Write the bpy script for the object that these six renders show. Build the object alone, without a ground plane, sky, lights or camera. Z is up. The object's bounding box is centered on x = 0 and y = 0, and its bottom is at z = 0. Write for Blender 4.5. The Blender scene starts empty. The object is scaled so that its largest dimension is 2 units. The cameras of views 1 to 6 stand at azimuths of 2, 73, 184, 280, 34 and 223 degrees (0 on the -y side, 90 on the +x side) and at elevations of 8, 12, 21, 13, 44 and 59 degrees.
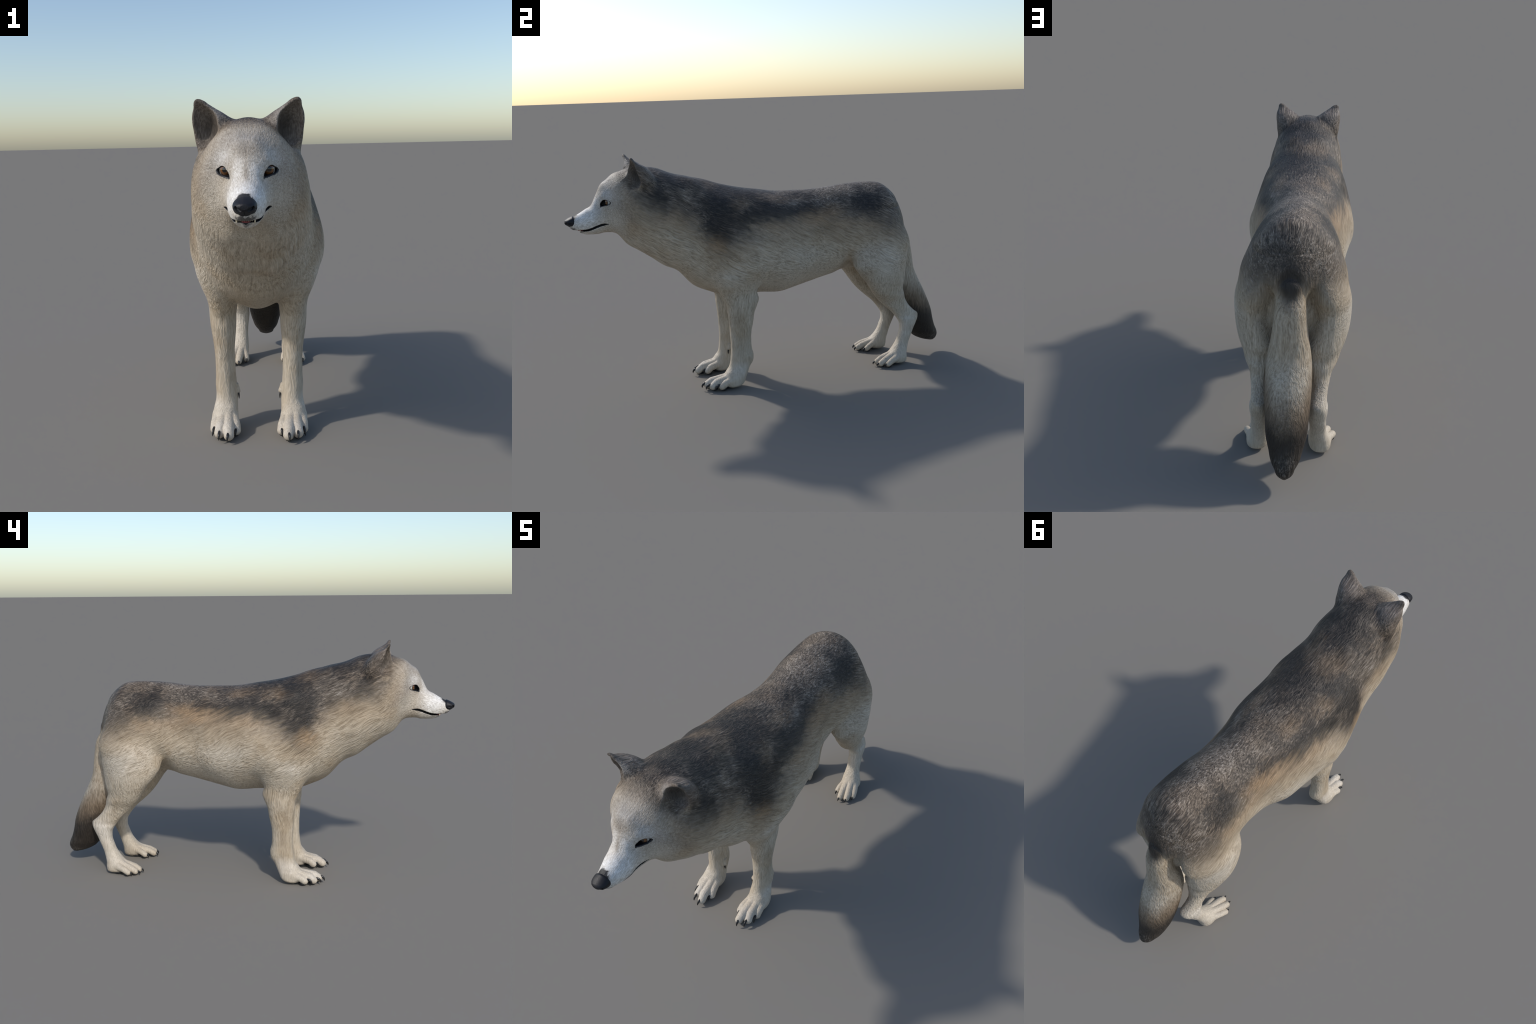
import numpy as np

# ---------------------------------------------------------------- helpers
def hermite(xs, ys, xq):
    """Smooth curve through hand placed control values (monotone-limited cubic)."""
    xs = np.asarray(xs, float); ys = np.asarray(ys, float)
    h = np.diff(xs); s = (np.diff(ys, axis=0).T / h).T
    m = np.zeros_like(ys)
    w1 = h[1:]; w2 = h[:-1]
    mid = ((s[:-1].T * w1 + s[1:].T * w2) / (w1 + w2)).T
    lim = 3 * np.minimum(abs(s[:-1]), abs(s[1:]))
    same = s[:-1] * s[1:] > 0
    lim = np.where(same, lim, 0.25 * lim)
    m[1:-1] = np.clip(mid, -lim, lim)
    m[0] = s[0]; m[-1] = s[-1]
    i = np.clip(np.searchsorted(xs, xq) - 1, 0, len(h) - 1)
    t = np.clip((xq - xs[i]) / h[i], 0, 1); hi = h[i]
    if ys.ndim == 2:
        t = t[:, None]; hi = hi[:, None]
    return ((1 + 2*t)*(1-t)**2*ys[i] + t*(1-t)**2*hi*m[i] + t*t*(3-2*t)*ys[i+1] + t*t*(t-1)*hi*m[i+1])

def smin(a, b, k):
    h = np.maximum(k - abs(a - b), 0) / k
    return np.minimum(a, b) - h*h*k*0.25

def smax(a, b, k):
    return -smin(-a, -b, k)

def look(tab, lo, step, t):
    u = (t - lo) / step
    i = np.clip(u.astype(np.int32), 0, len(tab) - 2)
    f = np.clip(u - i, 0, 1)
    return tab[i]*(1-f) + tab[i+1]*f

# ---------------------------------------------------------------- trunk with neck and head
# station y : underside z, topline z, half width, then width factors at seven levels from low to high
ANG = np.linspace(0, np.pi, 9)
TRUNK = {
 -0.975: (0.866, 0.903, 0.020,  1.00, 1.00, 1.00, 1.00, 1.00, 1.00, 1.00),
 -0.955: (0.850, 0.9190, 0.0325,  1.00, 1.00, 1.00, 1.00, 1.00, 1.00, 1.00),
 -0.930: (0.840, 0.932, 0.0400,  0.84, 0.97, 1.00, 1.00, 1.00, 1.00, 1.00),
 -0.900: (0.829, 0.950, 0.0480,  0.90, 0.98, 1.00, 1.00, 1.00, 1.00, 1.00),
 -0.870: (0.828, 0.969, 0.054,  1.02, 1.02, 1.01, 1.00, 0.99, 0.99, 0.98),
 -0.845: (0.828, 1.015, 0.058,  1.02, 1.04, 1.02, 1.00, 0.97, 0.98, 0.99),
 -0.820: (0.833, 1.061, 0.070,  1.03, 1.06, 1.03, 0.97, 0.95, 1.01, 1.04),
 -0.790: (0.834, 1.084, 0.091,  1.04, 1.03, 1.00, 0.97, 0.98, 1.04, 1.04),
 -0.760: (0.824, 1.107, 0.123,  1.03, 1.00, 1.00, 1.01, 1.00, 1.03, 1.04),
 -0.720: (0.781, 1.122, 0.148,  1.08, 1.04, 1.02, 1.00, 0.99, 1.01, 1.02),
 -0.670: (0.740, 1.137, 0.175,  1.03, 1.04, 1.03, 1.00, 0.99, 0.98, 0.98),
 -0.610: (0.702, 1.136, 0.183,  1.05, 1.05, 1.05, 0.99, 0.96, 0.97, 0.99),
 -0.550: (0.656, 1.127, 0.192,  1.05, 1.04, 1.05, 0.98, 0.97, 0.99, 1.00),
 -0.480: (0.617, 1.099, 0.196,  1.03, 1.03, 1.03, 0.98, 0.99, 1.03, 1.01),
 -0.400: (0.530, 1.077, 0.201,  0.99, 1.01, 1.01, 0.99, 0.97, 1.01, 1.04),
 -0.320: (0.488, 1.059, 0.223,  0.98, 1.00, 1.01, 1.00, 0.98, 0.98, 0.97),
 -0.240: (0.459, 1.032, 0.238,  0.96, 1.00, 1.02, 1.01, 0.96, 1.01, 0.98),
 -0.150: (0.454, 1.009, 0.246,  0.95, 1.00, 1.06, 1.01, 0.92, 0.98, 1.00),
 -0.050: (0.452, 0.992, 0.249,  0.93, 0.93, 0.98, 0.99, 0.95, 0.97, 0.99),
 0.050: (0.446, 0.976, 0.237,  0.97, 0.95, 0.97, 0.96, 0.97, 0.99, 0.99),
 0.150: (0.465, 0.972, 0.215,  0.96, 0.98, 1.02, 0.96, 0.95, 0.95, 0.97),
 0.250: (0.492, 0.971, 0.189,  0.99, 0.97, 0.97, 0.94, 0.99, 0.96, 0.97),
 0.340: (0.512, 0.977, 0.183,  0.99, 0.97, 0.98, 0.96, 0.98, 0.98, 0.99),
 0.430: (0.531, 0.986, 0.194,  0.89, 0.87, 0.97, 1.00, 0.97, 0.96, 0.98),
 0.520: (0.532, 0.990, 0.196,  0.87, 0.83, 0.94, 1.01, 0.98, 0.94, 0.96),
 0.600: (0.556, 0.987, 0.187,  0.83, 0.81, 0.94, 1.04, 0.97, 0.96, 0.98),
 0.660: (0.637, 0.967, 0.151,  0.90, 0.90, 0.96, 1.01, 0.98, 0.99, 0.99),
 0.710: (0.709, 0.910, 0.093,  1.00, 1.00, 1.00, 1.00, 1.00, 1.00, 1.00),
 0.745: (0.734, 0.810, 0.043,  1.00, 1.00, 1.00, 1.00, 1.00, 1.00, 1.00),
 0.758: (0.744, 0.769, 0.013,  1.00, 1.00, 1.00, 1.00, 1.00, 1.00, 1.00),
}
TSTEP = 0.002
def trunk_tables(T=None):
    T = T or TRUNK
    ys = np.array(sorted(T)); rows = [T[y] for y in ys]
    zb = np.array([r[0] for r in rows]); zt = np.array([r[1] for r in rows]); w = np.array([r[2] for r in rows])
    R = np.ones((len(ys), 9))
    for i, r in enumerate(rows):
        if len(r) > 3: R[i, 1:8] = r[3:10]
    q = np.arange(ys[0], ys[-1] + TSTEP, TSTEP)
    phi = np.linspace(0, np.pi, 65)
    Rq = hermite(ys, R, q)
    # angular interpolation, mirrored at both ends so that the section closes smoothly
    ang = np.concatenate([-ANG[1:3][::-1], ANG, 2*np.pi - ANG[-3:-1][::-1]])
    Rm = np.concatenate([Rq[:, 1:3][:, ::-1], Rq, Rq[:, -3:-1][:, ::-1]], axis=1)
    Rp = hermite(ang, Rm.T, phi).T
    return dict(y0=q[0], y1=ys[-1], zb=hermite(ys, zb, q), zt=hermite(ys, zt, q), w=hermite(ys, w, q), R=Rp)

def trunk_raw(t, x, y, z):
    yc = np.clip(y, t['y0'], t['y1'])
    zb = look(t['zb'], t['y0'], TSTEP, yc); zt = look(t['zt'], t['y0'], TSTEP, yc); w = look(t['w'], t['y0'], TSTEP, yc)
    H = (zt - zb)/2; dz = z - (zt + zb)/2
    a = x / w; b = dz / H
    rho = np.sqrt(a*a + b*b) + 1e-9
    ph = np.arctan2(a, -b)          # 0 at the underside, pi on the topline
    u = (yc - t['y0'])/TSTEP; i = np.clip(u.astype(np.int32), 0, len(t['w']) - 2); f = np.clip(u - i, 0, 1)
    v = np.clip(ph/np.pi*64, 0, 63.999); j = v.astype(np.int32); g = v - j
    Rt = t['R']
    R = (Rt[i, j]*(1-g) + Rt[i, j+1]*g)*(1-f) + (Rt[i+1, j]*(1-g) + Rt[i+1, j+1]*g)*f
    return np.sqrt(x*x + dz*dz)*(1 - R/rho)

def sd_trunk(t, x, y, z):
    d = trunk_raw(t, x, y, z); e = 0.004
    s = (trunk_raw(t, x, np.clip(y + e, t['y0'], t['y1']), z) - d)/e
    d = d/np.sqrt(1 + np.minimum(s*s, 25))
    out = np.maximum(np.maximum(t['y0'] - y, y - t['y1']), 0)
    return np.where(out > 0, np.sqrt(np.maximum(d, 0)**2 + out**2), d)

# ---------------------------------------------------------------- limbs: level sections
# height z : inner x, outer x, front y, back y, squareness
FORELEG = {
 0.660: (0.061, 0.222, -0.347, -0.100, 2.2),
 0.600: (0.056, 0.223, -0.333, -0.085, 2.2),
 0.550: (0.063, 0.211, -0.314, -0.086, 2.2),
 0.490: (0.076, 0.188, -0.285, -0.100, 2.3),
 0.455: (0.079, 0.183, -0.268, -0.092, 2.3),
 0.425: (0.082, 0.182, -0.256, -0.103, 2.3),
 0.390: (0.083, 0.179, -0.254, -0.117, 2.3),
 0.340: (0.087, 0.172, -0.249, -0.125, 2.3),
 0.290: (0.091, 0.166, -0.246, -0.136, 2.3),
 0.240: (0.090, 0.164, -0.244, -0.139, 2.3),
 0.200: (0.089, 0.164, -0.244, -0.137, 2.3),
 0.160: (0.086, 0.166, -0.247, -0.129, 2.3),
 0.130: (0.084, 0.164, -0.251, -0.133, 2.3),
 0.105: (0.082, 0.165, -0.258, -0.150, 2.4),
 0.080: (0.082, 0.171, -0.276, -0.162, 2.5),
 0.050: (0.081, 0.176, -0.283, -0.175, 2.6),
 0.028: (0.080, 0.177, -0.285, -0.185, 2.6),
 0.012: (0.087, 0.169, -0.278, -0.203, 2.4),
 0.004: (0.102, 0.154, -0.267, -0.222, 2.2),
}
HINDLEG = {
 0.860: (0.040, 0.124, 0.517, 0.674, 2.0),
 0.800: (0.034, 0.170, 0.496, 0.707, 2.1),
 0.740: (0.032, 0.208, 0.455, 0.738, 1.8),
 0.680: (0.040, 0.229, 0.436, 0.750, 1.8),
 0.620: (0.045, 0.237, 0.421, 0.735, 1.7),
 0.570: (0.050, 0.235, 0.427, 0.733, 1.7),
 0.520: (0.054, 0.229, 0.458, 0.730, 1.8),
 0.470: (0.056, 0.218, 0.500, 0.725, 2.1),
 0.430: (0.062, 0.204, 0.527, 0.716, 2.3),
 0.395: (0.069, 0.192, 0.551, 0.725, 2.3),
 0.360: (0.079, 0.171, 0.581, 0.733, 2.3),
 0.325: (0.087, 0.158, 0.619, 0.751, 2.6),
 0.295: (0.087, 0.153, 0.653, 0.779, 2.6),
 0.265: (0.082, 0.152, 0.678, 0.811, 2.3),
 0.245: (0.080, 0.157, 0.693, 0.808, 2.3),
 0.220: (0.078, 0.156, 0.707, 0.798, 2.3),
 0.185: (0.081, 0.152, 0.710, 0.782, 2.3),
 0.150: (0.085, 0.153, 0.699, 0.767, 2.3),
 0.120: (0.086, 0.153, 0.687, 0.755, 2.3),
 0.090: (0.084, 0.159, 0.667, 0.746, 2.3),
 0.060: (0.082, 0.170, 0.643, 0.738, 2.4),
 0.032: (0.084, 0.176, 0.636, 0.736, 2.5),
 0.012: (0.095, 0.169, 0.645, 0.731, 2.4),
 0.004: (0.106, 0.153, 0.663, 0.711, 2.2),
}
# tail: half width, front y, back y
TAIL = {
 0.880: (0.024, 0.689, 0.704),
 0.830: (0.043, 0.679, 0.731),
 0.785: (0.054, 0.685, 0.748),
 0.735: (0.055, 0.695, 0.776),
 0.685: (0.059, 0.706, 0.807),
 0.625: (0.064, 0.713, 0.820),
 0.560: (0.072, 0.703, 0.830),
 0.500: (0.082, 0.688, 0.839),
 0.440: (0.089, 0.687, 0.865),
 0.380: (0.091, 0.704, 0.896),
 0.320: (0.089, 0.722, 0.924),
 0.250: (0.085, 0.753, 0.951),
 0.190: (0.079, 0.793, 0.964),
 0.150: (0.068, 0.808, 0.978),
 0.115: (0.057, 0.835, 0.994),
 0.090: (0.041, 0.865, 0.999),
 0.072: (0.033, 0.905, 0.990),
 0.058: (0.011, 0.951, 0.979),
}
ZSTEP = 0.002
def limb_tables(T, tail=False):
    zs = np.array(sorted(T)); A = np.array([T[z] for z in zs], float)
    if tail: A = np.column_stack([-A[:, 0], A[:, 0], A[:, 1], A[:, 2], np.full(len(zs), 2.1)])
    q = np.arange(zs[0], zs[-1] + ZSTEP, ZSTEP)
    A = hermite(zs, A, q)
    return dict(z0=zs[0], z1=zs[-1], A=A)

def limb_raw(t, x, y, z):
    zc = np.clip(z, t['z0'], t['z1'])
    u = (zc - t['z0'])/ZSTEP; i = np.clip(u.astype(np.int32), 0, len(t['A']) - 2); f = np.clip(u - i, 0, 1)[:, None]
    A = t['A'][i]*(1-f) + t['A'][i+1]*f
    cx = (A[:, 0] + A[:, 1])/2; cy = (A[:, 2] + A[:, 3])/2
    dx = x - cx; dy = y - cy
    a = abs(dx)/((A[:, 1] - A[:, 0])/2); b = abs(dy)/((A[:, 3] - A[:, 2])/2)
    n = A[:, 4]
    rho = (a**n + b**n)**(1/n) + 1e-9
    return np.sqrt(dx*dx + dy*dy)*(1 - 1/rho)

def sd_limb(t, x, y, z):
    d = limb_raw(t, x, y, z); e = 0.004
    s = (limb_raw(t, x, y, np.clip(z + e, t['z0'], t['z1'])) - d)/e
    d = d/np.sqrt(1 + np.minimum(s*s, 9))
    out = np.maximum(np.maximum(t['z0'] - z, z - t['z1']), 0)
    return np.where(out > 0, np.sqrt(np.maximum(d, 0)**2 + out**2), d)

def cone(P, a, b, ra, rb):
    """round cone from a to b"""
    a = np.asarray(a); b = np.asarray(b); ab = b - a
    t = np.clip(((P - a) @ ab)/(ab @ ab), 0, 1)
    return np.linalg.norm(P - a - t[:, None]*ab, axis=1) - (ra + (rb - ra)*t)

def chain(P, pts, k=0.006):
    d = None
    for (p, r), (q, s) in zip(pts, pts[1:]):
        e = cone(P, p, q, r, s)
        d = e if d is None else np.minimum(d, e)
    return d

# toes: chains of (point, radius) from the instep to the tip
FORE_TOES = [
 [((0.100, -0.250, 0.050), 0.020), ((0.087, -0.308, 0.038), 0.0185), ((0.084, -0.325, 0.024), 0.0180)],
 [((0.117, -0.255, 0.055), 0.021), ((0.109, -0.350, 0.039), 0.0200), ((0.107, -0.372, 0.024), 0.0190)],
 [((0.136, -0.255, 0.055), 0.021), ((0.139, -0.329, 0.039), 0.0200), ((0.143, -0.351, 0.024), 0.0190)],
 [((0.155, -0.240, 0.050), 0.021), ((0.161, -0.288, 0.037), 0.0190), ((0.162, -0.308, 0.024), 0.0180)],
]
HIND_TOES = [
 [((0.105, 0.660, 0.045), 0.018), ((0.094, 0.625, 0.032), 0.0155), ((0.092, 0.607, 0.020), 0.0150)],
 [((0.120, 0.655, 0.050), 0.019), ((0.124, 0.590, 0.033), 0.0170), ((0.127, 0.567, 0.020), 0.0160)],
 [((0.140, 0.655, 0.050), 0.019), ((0.156, 0.598, 0.033), 0.0170), ((0.160, 0.575, 0.020), 0.0160)],
 [((0.160, 0.670, 0.042), 0.019), ((0.177, 0.630, 0.032), 0.0160), ((0.182, 0.607, 0.020), 0.0150)],
]

# ---------------------------------------------------------------- ear: level sections of the shell and of its hollow
EAR = {
 1.192: (0.141, 0.151, -0.688, -0.681, 2.0),
 1.187: (0.129, 0.157, -0.690, -0.675, 2.0),
 1.178: (0.117, 0.160, -0.690, -0.668, 2.0),
 1.165: (0.097, 0.162, -0.691, -0.650, 2.0),
 1.150: (0.072, 0.167, -0.694, -0.622, 2.0),
 1.130: (0.050, 0.169, -0.699, -0.600, 2.0),
 1.100: (0.055, 0.166, -0.702, -0.580, 2.0),
 1.070: (0.065, 0.163, -0.690, -0.570, 2.0),
 1.040: (0.075, 0.156, -0.665, -0.570, 2.0),
 1.010: (0.085, 0.146, -0.645, -0.575, 2.0),
}
HOLLOW = {
 1.182: (0.140, 0.158, -0.710, -0.685, 2.0),
 1.165: (0.113, 0.170, -0.735, -0.668, 2.0),
 1.150: (0.099, 0.172, -0.740, -0.657, 2.0),
 1.130: (0.091, 0.172, -0.740, -0.647, 2.0),
 1.100: (0.089, 0.169, -0.735, -0.637, 2.0),
 1.078: (0.097, 0.162, -0.715, -0.637, 2.0),
 1.064: (0.107, 0.154, -0.705, -0.645, 2.0),
 1.050: (0.122, 0.146, -0.695, -0.660, 2.0),
}
EAR_T = HOLLOW_T = None
def sd_ear(P):
    global EAR_T, HOLLOW_T
    if EAR_T is None: EAR_T = limb_tables(EAR); HOLLOW_T = limb_tables(HOLLOW)
    d = sd_limb(EAR_T, P[:, 0], P[:, 1], P[:, 2])
    return d
def sd_hollow(P):
    return sd_limb(HOLLOW_T, P[:, 0], P[:, 1], P[:, 2])

# ---------------------------------------------------------------- face: dents, eye openings, mouth, nostrils
EYE_IN = np.array([0.0430, -0.8285, 0.9620]); EYE_OUT = np.array([0.0860, -0.7790, 0.9867]); EYE_UP = np.array([0.0620, -0.8135, 0.9990])
EYE_A = EYE_OUT - EYE_IN; EYE_L = np.linalg.norm(EYE_A); EYE_A = EYE_A/EYE_L
EYE_N = np.cross(EYE_A, EYE_UP - EYE_IN); EYE_N /= np.linalg.norm(EYE_N)
EYE_T = np.cross(EYE_N, EYE_A)
# outline of the dark eye rim in the lid plane (metres from the inner corner)
LID_S = [0.000, 0.008, 0.020, 0.033, 0.045, 0.056, 0.0701]
LID_HI = [0.000, 0.0130, 0.0208, 0.0256, 0.0230, 0.0148, 0.000]
LID_LO = [0.000, -0.0006, -0.0018, -0.0034, -0.0058, -0.0062, 0.000]
EYE_C = np.array([0.0569, -0.7880, 0.9866]); EYE_R = 0.0220; EYE_DIR = np.array([0.30, -0.954, 0.02])
# mouth line: y, middle height, half gap
MOUTH = {-0.960: (0.8535, 0.0034), -0.930: (0.8530, 0.0036), -0.900: (0.8545, 0.0042), -0.880: (0.8590, 0.0046), -0.860: (0.8665, 0.0047),
         -0.840: (0.8740, 0.0047), -0.822: (0.8790, 0.0040), -0.806: (0.8805, 0.0012), -0.798: (0.8805, 0.0002)}
DENTS = [ # centre, radius, depth (positive sinks the surface)
 ((0.040, -0.832, 0.962), 0.022, 0.009),
 ((0.050, -0.845, 0.945), 0.030, 0.004),
 ((0.094, -0.775, 0.985), 0.020, 0.003),
 ((0.060, -0.812, 1.014), 0.020, -0.005),
 ((0.105, -0.765, 0.905), 0.040, 0.005),
]
MOUTH_Y = np.array(sorted(MOUTH)); MOUTH_V = np.array([MOUTH[y] for y in MOUTH_Y])

def eye_coords(Q):
    q = Q - EYE_IN
    return q @ EYE_A, q @ EYE_T, q @ EYE_N
def sd_lid_opening(Q):
    s, t, n = eye_coords(Q)
    sc = np.clip(s, 0, EYE_L)
    hi = hermite(LID_S, LID_HI, sc) - 0.0024; lo = hermite(LID_S, LID_LO, sc) + 0.0024
    d = np.maximum((t - hi)*0.75, (lo - t)*0.9)
    d = np.maximum(d, np.maximum(0.007 - s, s - EYE_L + 0.005))
    return np.maximum(d, -0.014 - n)
def mouth_mid(y):
    v = hermite(MOUTH_Y, MOUTH_V, np.clip(y, MOUTH_Y[0], MOUTH_Y[-1]))
    return v[:, 0], v[:, 1]
def sd_mouth(Q):
    zc, h = mouth_mid(Q[:, 1])
    d = np.maximum(abs(Q[:, 2] - zc) - h, np.maximum(Q[:, 1] + 0.801, -1.0 - Q[:, 1]))
    return np.minimum(d, np.maximum(Q[:, 2] - zc - h, Q[:, 1] + 0.931))      # the upper lip overhangs the chin
def carve_face(Q, f):
    """Q has x >= 0"""
    for c, r, a in DENTS:
        e = ((Q - np.array(c))**2).sum(1)/r**2
        f = f + a*np.exp(-e)
    f = smax(f, -sd_lid_opening(Q), 0.002)
    f = smax(f, -np.maximum(sd_mouth(Q), -(f + 0.014)), 0.002)
    return f

# ---------------------------------------------------------------- whole skin
class Skin:
    def __init__(s, trunk=None, fore=None, hind=None, tail=None):
        s.t = trunk_tables(trunk); s.f = limb_tables(fore or FORELEG); s.h = limb_tables(hind or HINDLEG); s.k = limb_tables(tail or TAIL, True)
    def parts(s, P):
        x = abs(P[:, 0]); y = P[:, 1]; z = P[:, 2]
        M = np.column_stack([x, y, z]); far = np.full(len(x), 9.0)
        d = dict(trunk=sd_trunk(s.t, x, y, z))
        q = np.sqrt((x/0.090)**2 + ((y - 0.640)/0.095)**2 + ((z - 0.625)/0.135)**2) + 1e-9      # flesh between the thighs
        d['trunk'] = smin(d['trunk'], (q - 1)*0.095, 0.04)
        def near(m, fn):
            o = far.copy()
            if m.any(): o[m] = fn(M[m])
            return o
        d['fore'] = near((z < 0.80) & (y < 0.05) & (y > -0.55), lambda Q: s.paw(Q, s.f, FORE_TOES, 0.011))
        d['hind'] = near((z < 0.95) & (y > 0.30), lambda Q: s.paw(Q, s.h, HIND_TOES, 0.009))
        d['tail'] = near((y > 0.55), lambda Q: sd_limb(s.k, Q[:, 0], Q[:, 1], Q[:, 2]))
        d['ear'] = near((z > 0.92) & (y < -0.45) & (y > -0.8), sd_ear)
        return d
    def paw(s, Q, tab, toes, k):
        X, Y, Z = Q[:, 0], Q[:, 1], Q[:, 2]
        if tab is s.h:
            # the buttocks fall away towards the tail; the calf muscle swings inwards at the back
            c = np.clip((Z - 0.48)/0.12, 0, 1)*np.clip((0.80 - Z)/0.14, 0, 1)*np.clip((Y - 0.60)/0.08, 0, 1)
            calf = np.clip((Z - 0.33)/0.08, 0, 1)*np.clip((0.60 - Z)/0.12, 0, 1)
            X, Y = X + 0.17*calf*(Y - 0.60 - 0.20*np.clip(0.45 - Z, 0, 1)), Y + 0.30*c*np.clip(0.170 - X, 0, 0.12)
        d = sd_limb(tab, X, Y, Z)
        m = Q[:, 2] < 0.16
        if m.any():
            q = Q[m]; e = None
            for c in toes:
                v = chain(q, c); e = v if e is None else smin(e, v, 0.0025)
            if tab is s.f: e = smin(e, cone(q, (0.094, -0.195, 0.158), (0.080, -0.205, 0.134), 0.013, 0.0085), 0.01)
            d[m] = smin(d[m], e, k)
        return d
    def union(s, d, P):
        y = P[:, 1]; z = P[:, 2]
        f = smin(d['trunk'], d['fore'], 0.024)
        f = smin(f, d['hind'], 0.036 + 0.02*np.clip((z - 0.66)/0.1, 0, 1))
        f = smin(f, d['tail'], 0.005 + 0.065*np.clip((z - 0.64)/0.12, 0, 1))
        return smin(f, d['ear'], 0.022)
    def __call__(s, P):
        return s.carve(P, s.union(s.parts(P), P))
    def carve(s, P, f):
        m = (P[:, 2] > 1.03) & (P[:, 1] < -0.58) & (abs(P[:, 0]) > 0.06)
        if m.any():
            Q = P[m].copy(); Q[:, 0] = abs(Q[:, 0])
            f[m] = smax(f[m], -sd_hollow(Q), 0.007 + 0.016*np.clip((1.115 - Q[:, 2])/0.04, 0, 1))
        m = (P[:, 1] < -0.70)
        if m.any():
            Q = P[m].copy(); Q[:, 0] = abs(Q[:, 0])
            f[m] = carve_face(Q, f[m])
        return f

# ================================================================ mesh of the skin
def axis_nodes(spans):
    out = []
    for a, b, h in spans:
        n = max(1, int(round((b - a)/h)))
        out += list(np.linspace(a, b, n, endpoint=False))
    out.append(spans[-1][1])
    return np.array(out)

def level_set(fn, X, Y, Z, mirror=True, B=6):
    """Surface nets of fn = 0 on a rectilinear lattice, evaluated only near the surface."""
    nx, ny, nz = len(X), len(Y), len(Z)
    F = np.full((nx, ny, nz), 1.0, np.float32)
    ci = [np.unique(np.r_[np.arange(0, n, B), n - 1]) for n in (nx, ny, nz)]
    gx, gy, gz = np.meshgrid(X[ci[0]], Y[ci[1]], Z[ci[2]], indexing='ij')
    C = fn(np.column_stack([gx.ravel(), gy.ravel(), gz.ravel()])).reshape(gx.shape)
    todo = []
    for i in range(len(ci[0]) - 1):
        for j in range(len(ci[1]) - 1):
            for k in range(len(ci[2]) - 1):
                a = C[i:i+2, j:j+2, k:k+2]
                dx = X[ci[0][i+1]] - X[ci[0][i]]; dy = Y[ci[1][j+1]] - Y[ci[1][j]]; dz = Z[ci[2][k+1]] - Z[ci[2][k]]
                if np.abs(a).min() < 0.75*np.sqrt(dx*dx + dy*dy + dz*dz) + 0.004: todo.append((i, j, k))
                else: F[ci[0][i]:ci[0][i+1]+1, ci[1][j]:ci[1][j+1]+1, ci[2][k]:ci[2][k+1]+1] = np.sign(a[0, 0, 0])
    mask = np.zeros(F.shape, bool)
    for i, j, k in todo:
        mask[ci[0][i]:ci[0][i+1]+1, ci[1][j]:ci[1][j+1]+1, ci[2][k]:ci[2][k+1]+1] = True
    idx = np.argwhere(mask)
    for c in range(0, len(idx), 400000):
        q = idx[c:c+400000]
        F[q[:, 0], q[:, 1], q[:, 2]] = fn(np.column_stack([X[q[:, 0]], Y[q[:, 1]], Z[q[:, 2]]]))
    if mirror:   # X starts at +h/2
        X = np.concatenate([-X[::-1], X]); F = np.concatenate([F[::-1], F], axis=0)
    S = F < 0
    c8 = sum(S[a:S.shape[0]-1+a, b:S.shape[1]-1+b, c:S.shape[2]-1+c].astype(np.int8) for a in (0, 1) for b in (0, 1) for c in (0, 1))
    act = (c8 > 0) & (c8 < 8)
    cell = np.argwhere(act); num = np.full(act.shape, -1, np.int32); num[act] = np.arange(len(cell))
    acc = np.zeros((len(cell), 3)); cnt = np.zeros(len(cell))
    corners = [(a, b, c) for a in (0, 1) for b in (0, 1) for c in (0, 1)]
    ax = (X, Y, Z)
    for p in corners:
        for d in range(3):
            if p[d]: continue
            q = list(p); q[d] = 1
            ip = cell + np.array(p); iq = cell + np.array(q)
            fp = F[ip[:, 0], ip[:, 1], ip[:, 2]]; fq = F[iq[:, 0], iq[:, 1], iq[:, 2]]
            m = (fp < 0) != (fq < 0)
            t = np.where(m, fp/np.where(m, fp - fq, 1), 0)
            P0 = np.column_stack([ax[e][ip[:, e]] for e in range(3)]); P1 = np.column_stack([ax[e][iq[:, e]] for e in range(3)])
            acc += np.where(m[:, None], P0 + t[:, None]*(P1 - P0), 0); cnt += m
    V = acc/cnt[:, None]
    quads = []
    for d in range(3):
        u, v = [(1, 2), (2, 0), (0, 1)][d]
        sl0 = [slice(None)]*3; sl1 = [slice(None)]*3
        sl0[d] = slice(0, -1); sl1[d] = slice(1, None)
        A = S[tuple(sl0)]; Bq = S[tuple(sl1)]
        for inside in (True, False):
            e = np.argwhere((A != Bq) & (A == inside))
            ok = np.ones(len(e), bool)
            for w in (u, v): ok &= (e[:, w] > 0) & (e[:, w] < S.shape[w] - 1)
            e = e[ok]
            def cid(du, dv):
                q = e.copy(); q[:, u] -= du; q[:, v] -= dv
                return num[q[:, 0], q[:, 1], q[:, 2]]
            loop = [cid(1, 1), cid(0, 1), cid(0, 0), cid(1, 0)]
            quads.append(np.column_stack(loop if inside else loop[::-1]))
    return V, np.concatenate(quads)

def settle(fn, V, n=2, limit=0.0015, e=0.0012):
    for _ in range(n):
        f = fn(V); g = np.column_stack([fn(V + e*np.eye(3)[i]) - fn(V - e*np.eye(3)[i]) for i in range(3)])/(2*e)
        g2 = np.maximum((g*g).sum(1), 0.25)
        s = g*(f/g2)[:, None]; L = np.linalg.norm(s, axis=1)
        V = V - s*np.minimum(1, limit/np.maximum(L, 1e-9))[:, None]
    return V

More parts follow.
